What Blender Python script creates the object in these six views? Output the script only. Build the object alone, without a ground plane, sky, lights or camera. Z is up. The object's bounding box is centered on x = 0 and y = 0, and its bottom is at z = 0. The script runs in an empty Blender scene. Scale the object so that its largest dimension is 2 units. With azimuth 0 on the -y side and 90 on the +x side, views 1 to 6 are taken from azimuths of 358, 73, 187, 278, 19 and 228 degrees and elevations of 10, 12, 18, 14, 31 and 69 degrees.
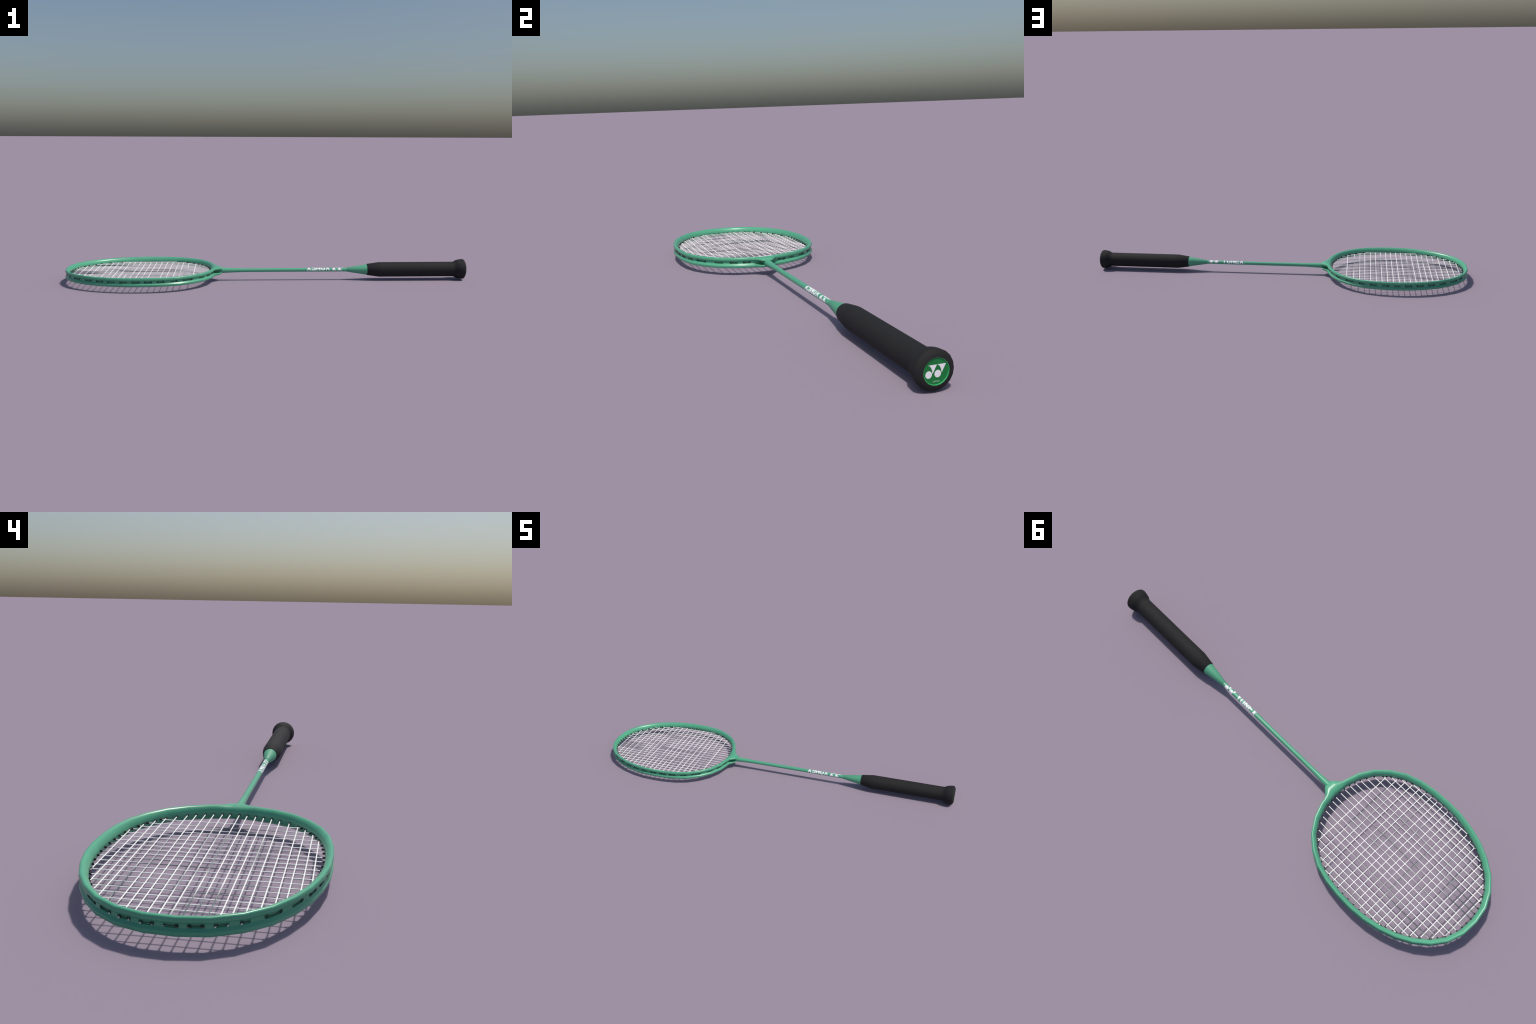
import bpy, bmesh, math, random
from mathutils import Vector

ZC = 0.0505            # height of the racket's plane: half the butt's diameter

# ------------------------------------------------------------------ materials
def new_mat(name):
    m = bpy.data.materials.new(name)
    m.use_nodes = True
    nt = m.node_tree
    return m, nt, nt.nodes['Principled BSDF']

def paint(name, col, rough, var=0.06, scale=14.0, spec=0.5, coat=0.0, bump=0.0):
    """Plain paint with a faint large-scale mottle and a fine grain bump."""
    m, nt, b = new_mat(name)
    tc = nt.nodes.new('ShaderNodeTexCoord')
    nz = nt.nodes.new('ShaderNodeTexNoise')
    nz.inputs['Scale'].default_value = scale
    nz.inputs['Detail'].default_value = 3
    nt.links.new(tc.outputs['Object'], nz.inputs['Vector'])
    cr = nt.nodes.new('ShaderNodeValToRGB')
    cr.color_ramp.elements[0].position = 0.3
    cr.color_ramp.elements[1].position = 0.7
    lo = [c * (1 - var) for c in col]
    hi = [min(1, c * (1 + var)) for c in col]
    cr.color_ramp.elements[0].color = (*lo, 1)
    cr.color_ramp.elements[1].color = (*hi, 1)
    nt.links.new(nz.outputs['Fac'], cr.inputs['Fac'])
    nt.links.new(cr.outputs['Color'], b.inputs['Base Color'])
    b.inputs['Roughness'].default_value = rough
    b.inputs['Specular IOR Level'].default_value = spec
    b.inputs['Coat Weight'].default_value = coat
    b.inputs['Coat Roughness'].default_value = 0.15
    if bump > 0:
        n2 = nt.nodes.new('ShaderNodeTexNoise')
        n2.inputs['Scale'].default_value = 900
        bp = nt.nodes.new('ShaderNodeBump')
        bp.inputs['Strength'].default_value = bump
        bp.inputs['Distance'].default_value = 0.0006
        nt.links.new(tc.outputs['Object'], n2.inputs['Vector'])
        nt.links.new(n2.outputs['Fac'], bp.inputs['Height'])
        nt.links.new(bp.outputs['Normal'], b.inputs['Normal'])
    return m

GREEN = (0.091, 0.387, 0.229)
M_FRAME = paint('glossy_green_paint', GREEN, 0.31, 0.03)
M_CONE = paint('satin_green_paint', (0.091, 0.37, 0.220), 0.55, 0.03)
M_BLACK = paint('black_nylon', (0.012, 0.012, 0.012), 0.45, 0.1)
M_WHITE = paint('white_print', (0.88, 0.88, 0.90), 0.45, 0.02)
M_BADGE_WHITE = paint('badge_white_print', (0.80, 0.80, 0.84), 0.5, 0.02)
M_BADGE = paint('badge_green', (0.011, 0.172, 0.043), 0.6, 0.08, 60, spec=0.25)
M_BADGE_EDGE = paint('badge_sunlit_edge', (0.035, 0.38, 0.12), 0.4, 0.05)  # brighter green puts sunlight on the recess wall into its colour
M_BADGE_TEXT = paint('badge_small_print', (0.25, 0.50, 0.34), 0.5, 0.05)

def grip_material():
    """Matt black wrap; very fine ribs run round the handle (bands along x)."""
    m, nt, b = new_mat('black_grip_wrap')
    tc = nt.nodes.new('ShaderNodeTexCoord')
    wv = nt.nodes.new('ShaderNodeTexWave')
    wv.bands_direction = 'X'
    wv.inputs['Scale'].default_value = 62
    wv.inputs['Distortion'].default_value = 0.6
    wv.inputs['Detail'].default_value = 1
    nz = nt.nodes.new('ShaderNodeTexNoise')
    nz.inputs['Scale'].default_value = 420
    nt.links.new(tc.outputs['Object'], wv.inputs['Vector'])
    nt.links.new(tc.outputs['Object'], nz.inputs['Vector'])
    ad = nt.nodes.new('ShaderNodeMath'); ad.operation = 'ADD'
    nt.links.new(wv.outputs['Fac'], ad.inputs[0])
    nt.links.new(nz.outputs['Fac'], ad.inputs[1])
    bp = nt.nodes.new('ShaderNodeBump')
    bp.inputs['Strength'].default_value = 0.12
    bp.inputs['Distance'].default_value = 0.0008
    nt.links.new(ad.outputs[0], bp.inputs['Height'])
    nt.links.new(bp.outputs['Normal'], b.inputs['Normal'])
    cr = nt.nodes.new('ShaderNodeValToRGB')
    cr.color_ramp.elements[0].color = (0.0135, 0.0135, 0.0137, 1)
    cr.color_ramp.elements[1].color = (0.0165, 0.0165, 0.0168, 1)
    nt.links.new(wv.outputs['Fac'], cr.inputs['Fac'])
    nt.links.new(cr.outputs['Color'], b.inputs['Base Color'])
    b.inputs['Roughness'].default_value = 0.8
    b.inputs['Specular IOR Level'].default_value = 0.3
    return m
M_GRIP = grip_material()

STRING_WHITE = (0.94, 0.935, 0.90, 1)
STRING_DARK = (0.065, 0.105, 0.105, 1)  # slate green tone of the darker string sections

def string_material(axis, dark_spans):
    """White gut; stains = [(from, to, strength)] of slate green colour along it."""
    m, nt, b = new_mat('string_gut')
    b.inputs['Roughness'].default_value = 0.45
    tc = nt.nodes.new('ShaderNodeTexCoord')
    sp = nt.nodes.new('ShaderNodeSeparateXYZ')
    nt.links.new(tc.outputs['Object'], sp.inputs[0])
    total = None
    for a, c, s in dark_spans:
        lo, hi = min(a, c), max(a, c)
        soft = min(0.10, 0.75 * (hi - lo))
        if lo < -0.97: lo -= 0.2
        up = nt.nodes.new('ShaderNodeMapRange'); up.interpolation_type = 'SMOOTHSTEP'
        up.inputs['From Min'].default_value = lo - soft * 0.3
        up.inputs['From Max'].default_value = lo + soft * 0.7
        dn = nt.nodes.new('ShaderNodeMapRange'); dn.interpolation_type = 'SMOOTHSTEP'
        dn.inputs['From Min'].default_value = hi - soft * 0.7
        dn.inputs['From Max'].default_value = hi + soft * 0.3
        dn.inputs['To Min'].default_value = s
        dn.inputs['To Max'].default_value = 0.0
        for n in (up, dn):
            nt.links.new(sp.outputs[axis], n.inputs['Value'])
        mu = nt.nodes.new('ShaderNodeMath'); mu.operation = 'MULTIPLY'
        nt.links.new(up.outputs[0], mu.inputs[0])
        nt.links.new(dn.outputs[0], mu.inputs[1])
        if total is None:
            total = mu
        else:
            mx = nt.nodes.new('ShaderNodeMath'); mx.operation = 'MAXIMUM'
            nt.links.new(total.outputs[0], mx.inputs[0])
            nt.links.new(mu.outputs[0], mx.inputs[1])
            total = mx
    mix = nt.nodes.new('ShaderNodeMix'); mix.data_type = 'RGBA'
    mix.inputs['A'].default_value = STRING_WHITE
    mix.inputs['B'].default_value = STRING_DARK
    if total is not None:
        nt.links.new(total.outputs[0], mix.inputs['Factor'])
    else:
        mix.inputs['Factor'].default_value = 0.0
    nt.links.new(mix.outputs['Result'], b.inputs['Base Color'])
    return m
M_STRING = string_material('X', [])

# ------------------------------------------------------------------- helpers
def link(ob, parent=None):
    bpy.context.scene.collection.objects.link(ob)
    if parent is not None:
        ob.parent = parent
    return ob

def obj(name, verts, faces, mat, parent, smooth=True, angle=40):
    me = bpy.data.meshes.new(name)
    me.from_pydata([tuple(v) for v in verts], [], faces)
    bm = bmesh.new(); bm.from_mesh(me)
    bmesh.ops.recalc_face_normals(bm, faces=bm.faces)
    bm.to_mesh(me); bm.free()
    me.materials.append(mat)
    if smooth:
        me.shade_smooth()
        me.set_sharp_from_angle(angle=math.radians(angle))
    return link(bpy.data.objects.new(name, me), parent)

def smoothstep(t):
    t = max(0.0, min(1.0, t))
    return t * t * (3 - 2 * t)

def revolve(name, profile, sides, mat, parent, angle=40, cap0=True, cap1=True, turn=0.0):
    """Solid of revolution about the racket's long axis; profile = [(x, radius)]."""
    v, f = [], []
    for x, r in profile:
        for k in range(sides):
            a = 2 * math.pi * (k + turn) / sides
            v.append((x, r * math.cos(a), ZC + r * math.sin(a)))
    for i in range(len(profile) - 1):
        for k in range(sides):
            k2 = (k + 1) % sides
            f.append((i * sides + k, i * sides + k2, (i + 1) * sides + k2, (i + 1) * sides + k))
    if cap0:
        f.append(tuple(range(sides)))
    if cap1:
        n = (len(profile) - 1) * sides
        f.append(tuple(n + k for k in range(sides)))
    return obj(name, v, f, mat, parent, True, angle)

root = link(bpy.data.objects.new('badminton_racket', None))
# the racket lies a trifle askew: head slightly low, handle slightly towards +y
root.rotation_euler = (0.0, -0.0020, 0.0030)
root.location = (0.0, 0.0019, -0.0017)
root['label'] = 'green badminton racket with white strings and black grip'
root['category'] = 'badminton racket'

# ------------------------------------------------------------ head outline
# half outline of the hoop's outer edge (x, |y|), throat to tip; mirrored in y
HALF = [(-0.2600, 0.0), (-0.2628, 0.042), (-0.2695, 0.080), (-0.2835, 0.121), (-0.3115, 0.170),
        (-0.3395, 0.203), (-0.3865, 0.241), (-0.4390, 0.2690), (-0.5020, 0.2862), (-0.5650, 0.2935),
        (-0.6200, 0.2950), (-0.6550, 0.2938), (-0.7090, 0.2872), (-0.7880, 0.2665), (-0.8540, 0.2365),
        (-0.9110, 0.1975), (-0.9395, 0.1690), (-0.9740, 0.1195), (-0.9895, 0.0800), (-0.9980, 0.040),
        (-1.0000, 0.0)]
SLIM = 0.9930
loop_pts = [Vector((x, y * SLIM)) for x, y in HALF] + [Vector((x, -y * SLIM)) for x, y in reversed(HALF[1:-1])]

def catmull_loop(pts, per):
    out, n = [], len(pts)
    for i in range(n):
        p0, p1, p2, p3 = pts[i - 1], pts[i], pts[(i + 1) % n], pts[(i + 2) % n]
        for k in range(per):
            t = k / per
            out.append(0.5 * ((2 * p1) + (p2 - p0) * t + (2 * p0 - 5 * p1 + 4 * p2 - p3) * t * t
                              + (3 * p1 - p0 - 3 * p2 + p3) * t ** 3))
    return out
fine = catmull_loop(loop_pts, 24)
cum = [0.0]
for i in range(len(fine)):
    cum.append(cum[-1] + (fine[(i + 1) % len(fine)] - fine[i]).length)
PERIM = cum[-1]

def at_length(s):
    s %= PERIM
    lo, hi = 0, len(fine)
    while hi - lo > 1:
        m = (lo + hi) // 2
        if cum[m] <= s: lo = m
        else: hi = m
    f = (s - cum[lo]) / max(1e-9, cum[lo + 1] - cum[lo])
    return fine[lo].lerp(fine[(lo + 1) % len(fine)], f)

# the hoop is made of straight facets, as on the original: NF corners
NF = 32
S_TIP = PERIM / 2
phase = (S_TIP - 0.0546) % (PERIM / NF)       # a corner sits at y = +0.0546 near the tip
corners = [at_length(phase + PERIM * i / NF) for i in range(NF)]
# corners a hair outside so that the facets straddle the smooth outline
cen = Vector((-0.63, 0.0))
def edge_n(i):
    d = corners[(i + 1) % NF] - corners[i]
    n = Vector((d.y, -d.x)).normalized()
    if n.dot(corners[i] - cen) < 0: n = -n
    return n
miter = []
for i in range(NF):
    a, b_ = edge_n(i - 1), edge_n(i)
    m = (a + b_).normalized()
    miter.append((m, 1 / max(0.3, m.dot(a))))

def hoop(i, f, off):
    """Point on facet i at fraction f, offset 'off' outwards in the plane."""
    i %= NF
    j = (i + 1) % NF
    a = corners[i] + miter[i][0] * miter[i][1] * off
    b_ = corners[j] + miter[j][0] * miter[j][1] * off
    return a.lerp(b_, f)

def hoop_n(i, f):
    i %= NF
    return miter[i][0].lerp(miter[(i + 1) % NF][0], f).normalized()

def ray_hoop(p, d, off):
    """Where the ray p + t d first meets the hoop offset by 'off': (facet, fraction, point)."""
    best = None
    for i in range(NF):
        a, b_ = hoop(i, 0, off), hoop(i, 1, off)
        e = b_ - a
        den = d.x * e.y - d.y * e.x
        if abs(den) < 1e-9: continue
        w = a - p
        t = (w.x * e.y - w.y * e.x) / den
        f = (w.x * d.y - w.y * d.x) / den
        if t > 0 and -1e-6 <= f <= 1 + 1e-6 and (best is None or t < best[0]):
            best = (t, i, f, a + e * f)
    return best[1:]

# ---------------------------------------------------------------- strings
# mains run from y at the throat to y at the tip (the outer ones lean in a little)
# (|y| at throat, |y| at tip), middle outwards, on the +y and on the -y side
MAIN = {1: [(0.0143, 0.0120), (0.0364, 0.0355), (0.0608, 0.0591), (0.0842, 0.0850), (0.1087, 0.1066), (0.1326, 0.1308),
            (0.1597, 0.1546), (0.1857, 0.1812), (0.2084, 0.2022), (0.2309, 0.2270), (0.2542, 0.2482)],
        -1: [(0.0118, 0.0127), (0.0350, 0.0362), (0.0606, 0.0610), (0.0841, 0.0850), (0.1078, 0.1072), (0.1323, 0.1318),
             (0.1602, 0.1579), (0.1869, 0.1832), (0.2091, 0.2035), (0.2318, 0.2287), (0.2485, 0.2519)]}
def main_ys(k, s):
    return s * MAIN[s][k][0], s * MAIN[s][k][1]
# crosses: x at the -y end and at the +y end
CROSS = [(-0.3689, -0.3688), (-0.4063, -0.4056), (-0.4367, -0.4361), (-0.4644, -0.4620), (-0.4955, -0.4920), (-0.5233, -0.5210),
         (-0.5517, -0.5502), (-0.5810, -0.5788), (-0.6083, -0.6080), (-0.6372, -0.6368), (-0.6645, -0.6640), (-0.6943, -0.6926),
         (-0.7212, -0.7206), (-0.7518, -0.7489), (-0.7784, -0.7779), (-0.8061, -0.8048), (-0.8355, -0.8340), (-0.8664, -0.8618),
         (-0.8953, -0.8928), (-0.9244, -0.9239), (-0.9545, -0.9517)]
def cross_line(i):
    """Middle of cross i and its direction towards +y."""
    a, b = CROSS[i]
    return Vector(((a + b) / 2, 0.0)), Vector((b - a, 0.50)).normalized()
FLOOR = -0.0062      # groove floor, INNER = inner wall (offsets from the outer edge)
INNER = -0.0208

# keyed by (main number from the middle, side of the middle)
MAIN_DARK = {(0, -1): [(-0.43, -0.75, 0.8), (-0.82, -1.0, 0.95)], (1, 1): [(-0.41, -0.62, 0.55), (-0.70, -0.84, 0.65), (-0.955, -1.0, 0.6)],
              (0, 1): [(-0.45, -0.53, 0.45), (-0.69, -0.76, 0.55), (-0.92, -1.0, 0.7)], (5, 1): [(-0.465, -0.77, 0.55), (-0.90, -0.95, 0.7)],
              (4, -1): [(-0.465, -0.69, 0.5)], (6, 1): [(-0.69, -0.93, 0.9)], (2, -1): [(-0.80, -1.0, 0.9)], (1, -1): [(-0.83, -1.0, 0.95)]}
CROSS_DARK = {1: [(-0.17, 0.09, 0.85)], 2: [(-0.16, 0.03, 0.5)], 5: [(-0.06, 0.075, 0.4)], 6: [(-0.205, -0.01, 0.75)],
               8: [(-0.155, -0.105, 0.75), (0.23, 0.28, 0.8)], 10: [(-0.155, -0.045, 0.45), (0.075, 0.17, 0.6)],
               11: [(-0.125, 0.175, 0.8)], 14: [(-0.165, -0.07, 0.7)], 15: [(-0.09, -0.04, 0.4)], 16: [(-0.145, 0.04, 0.8)],
               20: [(0.035, 0.12, 0.5)], 7: [(0.24, 0.28, 0.7)], 9: [(0.23, 0.28, 0.7)], 3: [(0.10, 0.24, 0.3)]}

STRING_W, STRING_H = 0.0017, 0.0012     # half width in the plane, half thickness

def string(p, q, mat, lift):
    """A slightly flattened gut from p to q (2D), straight and taut."""
    d = (q - p); L = d.length; d = d / L
    s = Vector((-d.y, d.x))
    n = 2
    v, f = [], []
    K = 8
    for i in range(n + 1):
        c = p + d * (L * i / n)
        z = ZC + lift + bed_z(c.x)
        for k in range(K):
            a = 2 * math.pi * (k + 0.5) / K
            w = s * (STRING_W * math.cos(a))
            v.append((c.x + w.x, c.y + w.y, z + STRING_H * math.sin(a)))
    for i in range(n):
        for k in range(K):
            k2 = (k + 1) % K
            f.append((i * K + k, i * K + k2, (i + 1) * K + k2, (i + 1) * K + k))
    f.append(tuple(range(K))); f.append(tuple(n * K + k for k in range(K)))
    return obj('string', v, f, mat, root, True, 60)

MAIN_LIFT, CROSS_LIFT = 0.0002, -0.0002
def bed_z(x):
    """The string bed sits just under the hoop's middle plane, lower at the throat than at the tip."""
    return -0.0009 - 0.0013 * (x + 0.98) / 0.70

def inside(y0, y1):
    """A point inside the head on the main that runs y0 (throat) to y1 (tip), and its direction to the tip."""
    d = Vector((-0.69, y1 - y0)).normalized()
    return Vector((-0.62, y0 + (y1 - y0) * 0.48)), d

string_ends = []      # (direction into the head, point on the inner wall)
for k in range(11):
    for s in (1, -1):
        st = MAIN_DARK.get((k, s))
        mat = string_material('X', st) if st else M_STRING
        p0, d = inside(*main_ys(k, s))
        _, _, pt = ray_hoop(p0, d, INNER)
        _, _, ph = ray_hoop(p0, -d, INNER)
        out = -0.0016 if k < 6 else FLOOR - 0.004
        _, _, p_tip = ray_hoop(p0, d, out)
        _, _, p_thr = ray_hoop(p0, -d, FLOOR - 0.004)
        string(p_thr, p_tip, mat, MAIN_LIFT)
        string_ends.append((-d, pt))
        string_ends.append((d, ph))
for idx in range(len(CROSS)):
    st = CROSS_DARK.get(idx)
    mat = string_material('Y', st) if st else M_STRING
    p0, along = cross_line(idx)
    ends = []
    for s in (-1, 1):
        d = along * s
        string_ends.append((-d, ray_hoop(p0, d, INNER)[2]))
        ends.append(ray_hoop(p0, d, FLOOR - 0.004)[2])
    string(ends[0], ends[1], mat, CROSS_LIFT)

# ------------------------------------------------- grommet pairs on the outside
pairs = []       # each: list of (origin, direction) of the two strings it joins
def tip_end(k, s):
    return inside(*main_ys(k, s))
def throat_end(k, s):
    p, d = inside(*main_ys(k, s))
    return p, -d
def side_end(i, s):
    p, d = cross_line(i)
    return p, d * s
pairs = [(tip_end(6, 1), tip_end(5, 1)), (tip_end(4, 1), tip_end(3, 1)), (tip_end(2, 1), tip_end(1, 1)),
         (tip_end(0, 1), tip_end(0, -1)), (tip_end(1, -1), tip_end(2, -1)), (tip_end(3, -1), tip_end(4, -1)),
         (tip_end(5, -1), (Vector((-0.62, -0.145)), Vector((-1, 0))))]
for s in (1, -1):
    for a, b_ in ((2, 3), (4, 5), (6, 7)):
        pairs.append((throat_end(a, s), throat_end(b_, s)))
    for k in range(0, 20, 2):
        pairs.append((side_end(k, s), side_end(k + 1, s)))

# position along the facets as one running number: facet + fraction
def run_pos(end, off=FLOOR):
    i, f, p = ray_hoop(end[0], end[1], off)
    return i + f
slots = []
for a, b_ in pairs:
    u, w = run_pos(a), run_pos(b_)
    if abs(u - w) > NF / 2:
        if u < w: u += NF
        else: w += NF
    slots.append((min(u, w), max(u, w)))

# --------------------------------------------------------------------- frame
# cross-section of the hoop: (offset, z, part of slot floor?)
H = 0.0213
prof = [(-0.0004, 0.0100, 0), (-0.0000, 0.0114, 0), (-0.0004, 0.0172, 0), (-0.0017, 0.0198, 0), (-0.0050, H, 0),
        (-0.0088, 0.0206, 0), (-0.0128, 0.0184, 0), (-0.0166, 0.0145, 0), (-0.0194, 0.0090, 0), (-0.0208, 0.0030, 0)]
# how far each of these is drawn out where the hoop widens into the throat lips
DRAW = [1.0, 1.0, 1.0, 0.90, 0.40, 0.20, 0.08, 0.02, 0.0, 0.0]
DRAW = DRAW + DRAW[::-1] + [0.0] * 9
prof = prof + [(o, -z, c) for o, z, c in reversed(prof)]
prof += [(-0.0030, -0.0078, 0), (-0.0052, -0.0054, 0), (-0.0058, -0.0040, 0), (-0.0060, -0.0034, 1), (FLOOR, 0.0, 1),
         (-0.0060, 0.0034, 1), (-0.0058, 0.0040, 0), (-0.0052, 0.0054, 0), (-0.0030, 0.0078, 0)]
NP = len(prof)
SLOT_DEPTH = 0.0028
pn = []
for k in range(NP):
    a, b_ = prof[k - 1], prof[(k + 1) % NP]
    d = (b_[0] - a[0], b_[1] - a[1])
    L = math.hypot(*d)
    pn.append((-d[1] / L, d[0] / L))
# orient outwards (top point must look up)
if pn[4][1] < 0:
    pn = [(-a, -b_) for a, b_ in pn]

def throat_reach(p):
    """How far the lips stand out towards the shaft at this point of the outer edge."""
    if p.x < -0.30: return 0.0
    y = abs(p.y)
    edge = -0.2300 if y < 0.0165 else -0.2300 - (y - 0.0165) * (0.0335 / 0.0285)
    return max(0.0, edge - p.x)

stations = [(float(i), 0) for i in range(NF)]
for i in range(NF * 25):
    if throat_reach(hoop(i // 25, (i % 25) / 25, 0.003)) > 0:
        stations.append((i / 25, 0))
EPS = 0.010
for u, w in slots:
    e = 0.03
    for pos, deep in ((u - e, 0), (u - e + EPS, 1), (w + e - EPS, 1), (w + e, 0)):
        stations.append((pos % NF, deep))
def in_slot(pos):
    for u, w in slots:
        for sh in (0, NF, -NF):
            if u - 0.03 + EPS / 2 < pos + sh < w + 0.03 - EPS / 2:
                return True
    return False
stations = sorted(set((round(p, 5), 1 if in_slot(p) else 0) for p, d in stations))
fv, fnorm, deepv, drawn = [], [], [], []
for pos, deep in stations:
    i, f = int(pos) % NF, pos - int(pos)
    n2 = hoop_n(i, f)
    reach = throat_reach(hoop(i, f, 0.0))
    near = smoothstep((hoop(i, f, 0.0).x + 0.34) / 0.07)
    for k, (o, z, c) in enumerate(prof):
        dp = c and deep
        o += reach * DRAW[k]
        if o < -0.008: o -= 0.0028 * near
        z -= math.copysign(0.0050 if abs(z) > 0.0101 else 0.0026, z) * min(1.0, reach / 0.03) * DRAW[k] ** 4
        p = hoop(i, f, o - (SLOT_DEPTH if dp else 0))
        fv.append((p.x, p.y, ZC + z))
        fnorm.append(Vector((n2.x * pn[k][0], n2.y * pn[k][0], pn[k][1])).normalized())
        deepv.append(bool(dp))
        drawn.append(reach > 0)
ff_ = []
NS = len(stations)
for i in range(NS):
    j = (i + 1) % NS
    for k in range(NP):
        k2 = (k + 1) % NP
        ff_.append((i * NP + k, i * NP + k2, j * NP + k2, j * NP + k))
me = bpy.data.meshes.new('frame')
me.from_pydata(fv, [], ff_)
me.update()
# consistent outward winding
p0 = me.polygons[4]
if sum((fnorm[v] for v in p0.vertices), Vector()).dot(p0.normal) < 0:
    me.flip_normals(); me.update()
me.materials.append(M_FRAME)
me.shade_smooth()
auto = [Vector(n.vector) for n in me.vertex_normals]
ln = []
for poly in me.polygons:
    slotface = any(deepv[v] for v in poly.vertices)
    for li in poly.loop_indices:
        v = me.loops[li].vertex_index
        ln.append(tuple(poly.normal) if slotface else tuple(auto[v] if drawn[v] else fnorm[v]))
me.normals_split_custom_set(ln)
frame = link(bpy.data.objects.new('frame', me), root)

# grommets: inner barrels
def tube_mesh(name, r, length, sides=12, bore=0.0):
    v, f = [], []
    ring = [(0.0, r), (length - 0.0006, r), (length, r - 0.0006), (length, r * 0.55)]
    for x, rr in ring:
        for k in range(sides):
            a = 2 * math.pi * k / sides
            v.append((x, rr * math.cos(a), rr * math.sin(a)))
    for i in range(len(ring) - 1):
        for k in range(sides):
            k2 = (k + 1) % sides
            f.append((i * sides + k, i * sides + k2, (i + 1) * sides + k2, (i + 1) * sides + k))
    f.append(tuple(range(sides)))
    f.append(tuple((len(ring) - 1) * sides + k for k in range(sides)))
    m = bpy.data.meshes.new(name)
    m.from_pydata(v, [], f)
    bm = bmesh.new(); bm.from_mesh(m)
    bmesh.ops.recalc_face_normals(bm, faces=bm.faces); bm.to_mesh(m); bm.free()
    m.materials.append(M_BLACK)
    m.shade_smooth(); m.set_sharp_from_angle(angle=math.radians(40))
    return m
barrel = tube_mesh('grommet', 0.0029, 0.0100)
for dr, p in string_ends:
    o = bpy.data.objects.new('grommet', barrel)
    sink = 0.0040 - 0.0028 * smoothstep((p.x + 0.36) / 0.07)
    o.location = (p.x - dr.x * sink, p.y - dr.y * sink, ZC + bed_z(p.x))
    o.rotation_euler = (0, 0, math.atan2(dr.y, dr.x))
    link(o, frame)

# grommet rings and the bars that join them, lying in the groove
def torus_mesh(name, R, r, major=20, minor=8):
    v, f = [], []
    for i in range(major):
        a = 2 * math.pi * i / major
        for k in range(minor):
            b_ = 2 * math.pi * k / minor
            rr = R + r * math.cos(b_)
            v.append((r * math.sin(b_), rr * math.cos(a), rr * math.sin(a)))
    for i in range(major):
        for k in range(minor):
            i2, k2 = (i + 1) % major, (k + 1) % minor
            f.append((i * minor + k, i2 * minor + k, i2 * minor + k2, i * minor + k2))
    m = bpy.data.meshes.new(name)
    m.from_pydata(v, [], f)
    bm = bmesh.new(); bm.from_mesh(m)
    bmesh.ops.recalc_face_normals(bm, faces=bm.faces); bm.to_mesh(m); bm.free()
    m.materials.append(M_BLACK); m.shade_smooth()
    return m
ring_me = torus_mesh('grommet_ring', 0.0034, 0.0007)
rng = random.Random(5)
for (a, b_), (u, w) in zip(pairs, slots):
    for pos in (u, w):
        if rng.random() < 0.28:       # some collars are sunk out of sight
            continue
        i, f = int(pos) % NF, pos - int(pos)
        p, n = hoop(i, f, FLOOR + 0.0006), hoop_n(i, f)
        o = bpy.data.objects.new('grommet_ring', ring_me)
        o.location = (p.x, p.y, ZC + 0.0010)
        o.rotation_euler = (0, 0, math.atan2(n.y, n.x))
        link(o, frame)
    # bar: a thin rod following the groove floor
    v, f_ = [], []
    N, K = 8, 8
    for s in range(N + 1):
        pos = u + (w - u) * s / N
        i, f = int(pos) % NF, pos - int(pos)
        c, n = hoop(i, f, FLOOR + 0.0002), hoop_n(i, f)
        for k in range(K):
            t = 2 * math.pi * k / K
            q = c + n * (0.00075 * math.cos(t))
            v.append((q.x, q.y, ZC + 0.0006 + 0.00075 * math.sin(t)))
    for s in range(N):
        for k in range(K):
            k2 = (k + 1) % K
            f_.append((s * K + k, s * K + k2, (s + 1) * K + k2, (s + 1) * K + k))
    f_.append(tuple(range(K))); f_.append(tuple(N * K + k for k in range(K)))
    obj('grommet_bar', v, f_, M_BLACK, frame, True, 60)

# -------------------------------------------------------------------- shaft
R_SHAFT = 0.0096
shaft_prof = [(-0.2680, 0.0150), (-0.2400, 0.0144), (-0.2250, 0.0136), (-0.2000, 0.0125), (-0.1700, 0.0111),
              (-0.1400, 0.0100), (-0.1100, R_SHAFT), (0.4100, R_SHAFT)]
shaft = revolve('shaft', shaft_prof, 28, M_FRAME, root)
cone = revolve('cone', [(0.3990, 0.0090), (0.3986, 0.0104), (0.3994, 0.0109), (0.5060, 0.0271)], 28, M_CONE, root)

# --------------------------------------------------------------------- grip
grip_prof = [(0.5040, 0.0258), (0.5010, 0.0272), (0.5003, 0.0279), (0.5015, 0.0286), (0.5600, 0.0369), (0.5635, 0.0372)]
for i in range(1, 30):
    grip_prof.append((0.5635 + (0.942 - 0.5635) * i / 30, 0.0372))
grip_prof += [(0.9420, 0.0372), (0.9500, 0.0415), (0.9590, 0.0461), (0.9720, 0.0490), (0.9840, 0.0505), (0.9890, 0.0508),
              (0.9925, 0.0492), (0.9950, 0.0462), (0.9956, 0.0452), (0.9952, 0.0449), (0.9960, 0.0445), (0.9970, 0.0430), (0.9990, 0.0385), (1.0000, 0.0345), (0.9998, 0.0336), (0.9960, 0.0333)]
revolve('grip', grip_prof, 20, M_GRIP, root, 60)
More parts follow.
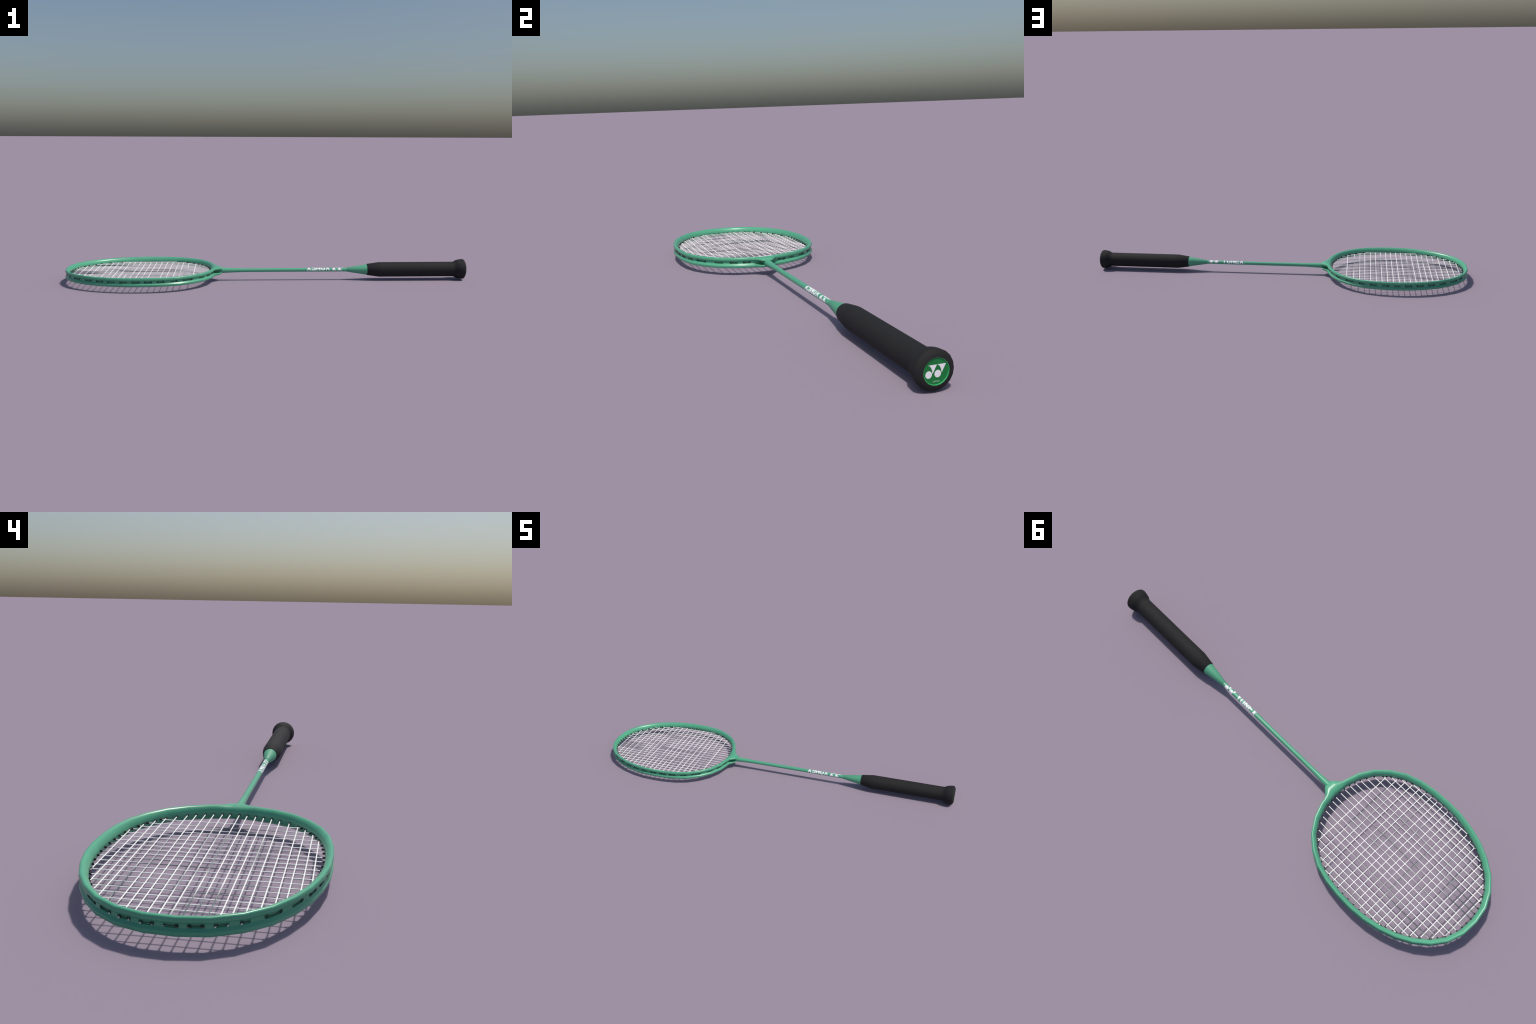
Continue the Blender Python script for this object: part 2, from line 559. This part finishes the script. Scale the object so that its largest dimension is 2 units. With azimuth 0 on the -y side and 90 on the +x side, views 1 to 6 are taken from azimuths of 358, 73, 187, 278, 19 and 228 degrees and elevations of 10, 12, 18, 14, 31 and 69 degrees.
# sunken badge: wall painted as if sunlit round a flat face
FACE = 0.9972
badge = revolve('end_badge', [(0.9900, 0.0330), (0.9994, 0.0334), (0.9990, 0.0322), (FACE - 0.0002, 0.0316)], 20, M_BADGE_EDGE, root, 30)
revolve('badge_face', [(0.9920, 0.0312), (FACE, 0.0312)], 20, M_BADGE, badge, 30)

# ------------------------------------------------------- printed marks
def arc(cx, cy, r, a0, a1, n):
    return [(cx + r * math.cos(math.radians(a0 + (a1 - a0) * i / n)),
             cy + r * math.sin(math.radians(a0 + (a1 - a0) * i / n))) for i in range(n + 1)]

def emblem_shapes():
    """Two wedge-and-ball signs side by side; one unit high."""
    out = []
    for dx in (0.0, 0.745):
        wedge = [(0.716 + dx, 1.0), (0.0 + dx, 1.0)]
        for i in range(1, 11):
            t = math.pi / 2 * i / 10
            wedge.append((0.350 * math.sin(t) ** 1.15 + dx, 0.36 + 0.63 * math.cos(t) ** 1.05))
        wedge.append((0.377 + dx, 0.332))
        out.append(wedge)
        out.append([(0.048 + dx + 0.27 * math.cos(a), 0.284 + 0.284 * math.sin(a)) for a in [2 * math.pi * i / 28 for i in range(28)]])
    return out

def stroke(x0, y0, x1, y1, wx):
    """Slanted bar with horizontal ends, wx wide."""
    return [(x0 - wx / 2, y0), (x0 + wx / 2, y0), (x1 + wx / 2, y1), (x1 - wx / 2, y1)]
LETTERS = {
    'Y': [[(0, 1), (0.30, 1), (0.5, 0.64), (0.70, 1), (1, 1), (0.64, 0.42), (0.64, 0), (0.36, 0), (0.36, 0.42)]],
    'N': [[(0, 0), (0, 1), (0.30, 1), (0.72, 0.42), (0.72, 1), (1, 1), (1, 0), (0.70, 0), (0.28, 0.58), (0.28, 0)]],
    'E': [[(0, 0), (0, 1), (1, 1), (1, 0.80), (0.30, 0.80), (0.30, 0.61), (0.94, 0.61), (0.94, 0.41), (0.30, 0.41), (0.30, 0.20), (1, 0.20), (1, 0)]],
    'X': [[(0, 1), (0.31, 1), (0.5, 0.68), (0.69, 1), (1, 1), (0.67, 0.51), (1, 0), (0.69, 0), (0.5, 0.33), (0.31, 0), (0, 0), (0.33, 0.51)]],
    'J': [[(0.7, 1), (1, 1), (1, 0.3), (0.8, 0), (0.2, 0), (0, 0.25), (0, 0.4), (0.25, 0.4), (0.35, 0.2), (0.65, 0.2), (0.7, 0.3)]],
    'A': [[(0, 0), (0.38, 1), (0.62, 1), (1, 0), (0.74, 0), (0.66, 0.24), (0.34, 0.24), (0.26, 0)]],
    'P': [[(0, 0), (0, 1), (0.75, 1), (1, 0.85), (1, 0.5), (0.75, 0.35), (0.26, 0.35), (0.26, 0)]],
}
def ring_pieces(n=28):
    """The letter O as a ring of quads (rounded box)."""
    out = []
    def pt(a, rx, ry, e):
        c, s = math.cos(a), math.sin(a)
        return (0.5 + rx * math.copysign(abs(c) ** e, c), 0.5 + ry * math.copysign(abs(s) ** e, s))
    for i in range(n):
        a, b_ = 2 * math.pi * i / n, 2 * math.pi * (i + 1) / n
        out.append([pt(a, 0.5, 0.5, 0.62), pt(b_, 0.5, 0.5, 0.62), pt(b_, 0.21, 0.30, 0.62), pt(a, 0.21, 0.30, 0.62)])
    return out

def print_mesh(name, shapes, place, cut_rows, mat, parent, thick_dir, thick):
    """Turn 2D outlines into a thin raised print; place() maps (u, v, lift) to 3D."""
    bm = bmesh.new()
    for s in shapes:
        bm.faces.new([bm.verts.new((x, y, 0)) for x, y in s])
    bmesh.ops.remove_doubles(bm, verts=bm.verts, dist=1e-5)
    bmesh.ops.triangulate(bm, faces=bm.faces)
    for r in cut_rows:
        bmesh.ops.bisect_plane(bm, geom=bm.verts[:] + bm.edges[:] + bm.faces[:], plane_co=(0, r, 0), plane_no=(0, 1, 0), dist=1e-6)
    bmesh.ops.recalc_face_normals(bm, faces=bm.faces)
    ex = bmesh.ops.extrude_face_region(bm, geom=bm.faces[:])
    top = set(g for g in ex['geom'] if isinstance(g, bmesh.types.BMVert))
    for v in bm.verts:
        v.co = place(v.co.x, v.co.y, thick if v in top else -0.0004)
    bmesh.ops.recalc_face_normals(bm, faces=bm.faces)
    me = bpy.data.meshes.new(name)
    bm.to_mesh(me); bm.free()
    me.materials.append(mat)
    me.shade_smooth(); me.set_sharp_from_angle(angle=math.radians(35))
    return link(bpy.data.objects.new(name, me), parent)

# on the shaft: text reads from the handle towards the head, top of the letters on the -y side
SPAN = math.radians(200)
def on_shaft(x_start, width):
    def place(u, v, lift):
        a = (v - 0.5) * SPAN               # 0 = top of the shaft, + = towards -y
        r = R_SHAFT + lift
        return Vector((x_start - u * width, -r * math.sin(a), ZC + r * math.cos(a)))
    return place
rows = [i / 20 for i in range(1, 20)]
x = 0.3125
LW = 0.0212
for ch in 'YONEX':
    shapes = ring_pieces() if ch == 'O' else LETTERS[ch]
    print_mesh('letter', shapes, on_shaft(x, LW), rows, M_WHITE, shaft, None, 0.00025)
    x -= LW + 0.0025
print_mesh('emblem', emblem_shapes(), on_shaft(0.3768, 0.0375), rows, M_WHITE, shaft, None, 0.00025)
print_mesh('registered_dot', [[(0.5 + 0.5 * math.cos(2 * math.pi * i / 12), 0.06 + 0.05 * math.sin(2 * math.pi * i / 12)) for i in range(12)]],
           on_shaft(0.1935, 0.003), rows, M_WHITE, shaft, None, 0.00025)

# on the butt: seen from +x, right is +y, up is +z
def on_badge(cy, cz, size):
    def place(u, v, lift):
        return Vector((FACE + (0.0003 if lift > 0 else -0.0004), cy + u * size, ZC + cz + v * size))
    return place
print_mesh('emblem', emblem_shapes(), on_badge(-0.0202, -0.0150, 0.0310), [], M_BADGE_WHITE, badge, None, 0.0003)
u = 0.0
shapes = []
for ch in 'JAPAN':
    shapes += [[(px * 0.78 + u, py) for px, py in s] for s in LETTERS[ch]]
    u += 0.95
print_mesh('small_lettering', shapes, on_badge(-0.0085, -0.0258, 0.0038), [], M_BADGE_TEXT, badge, None, 0.0003)
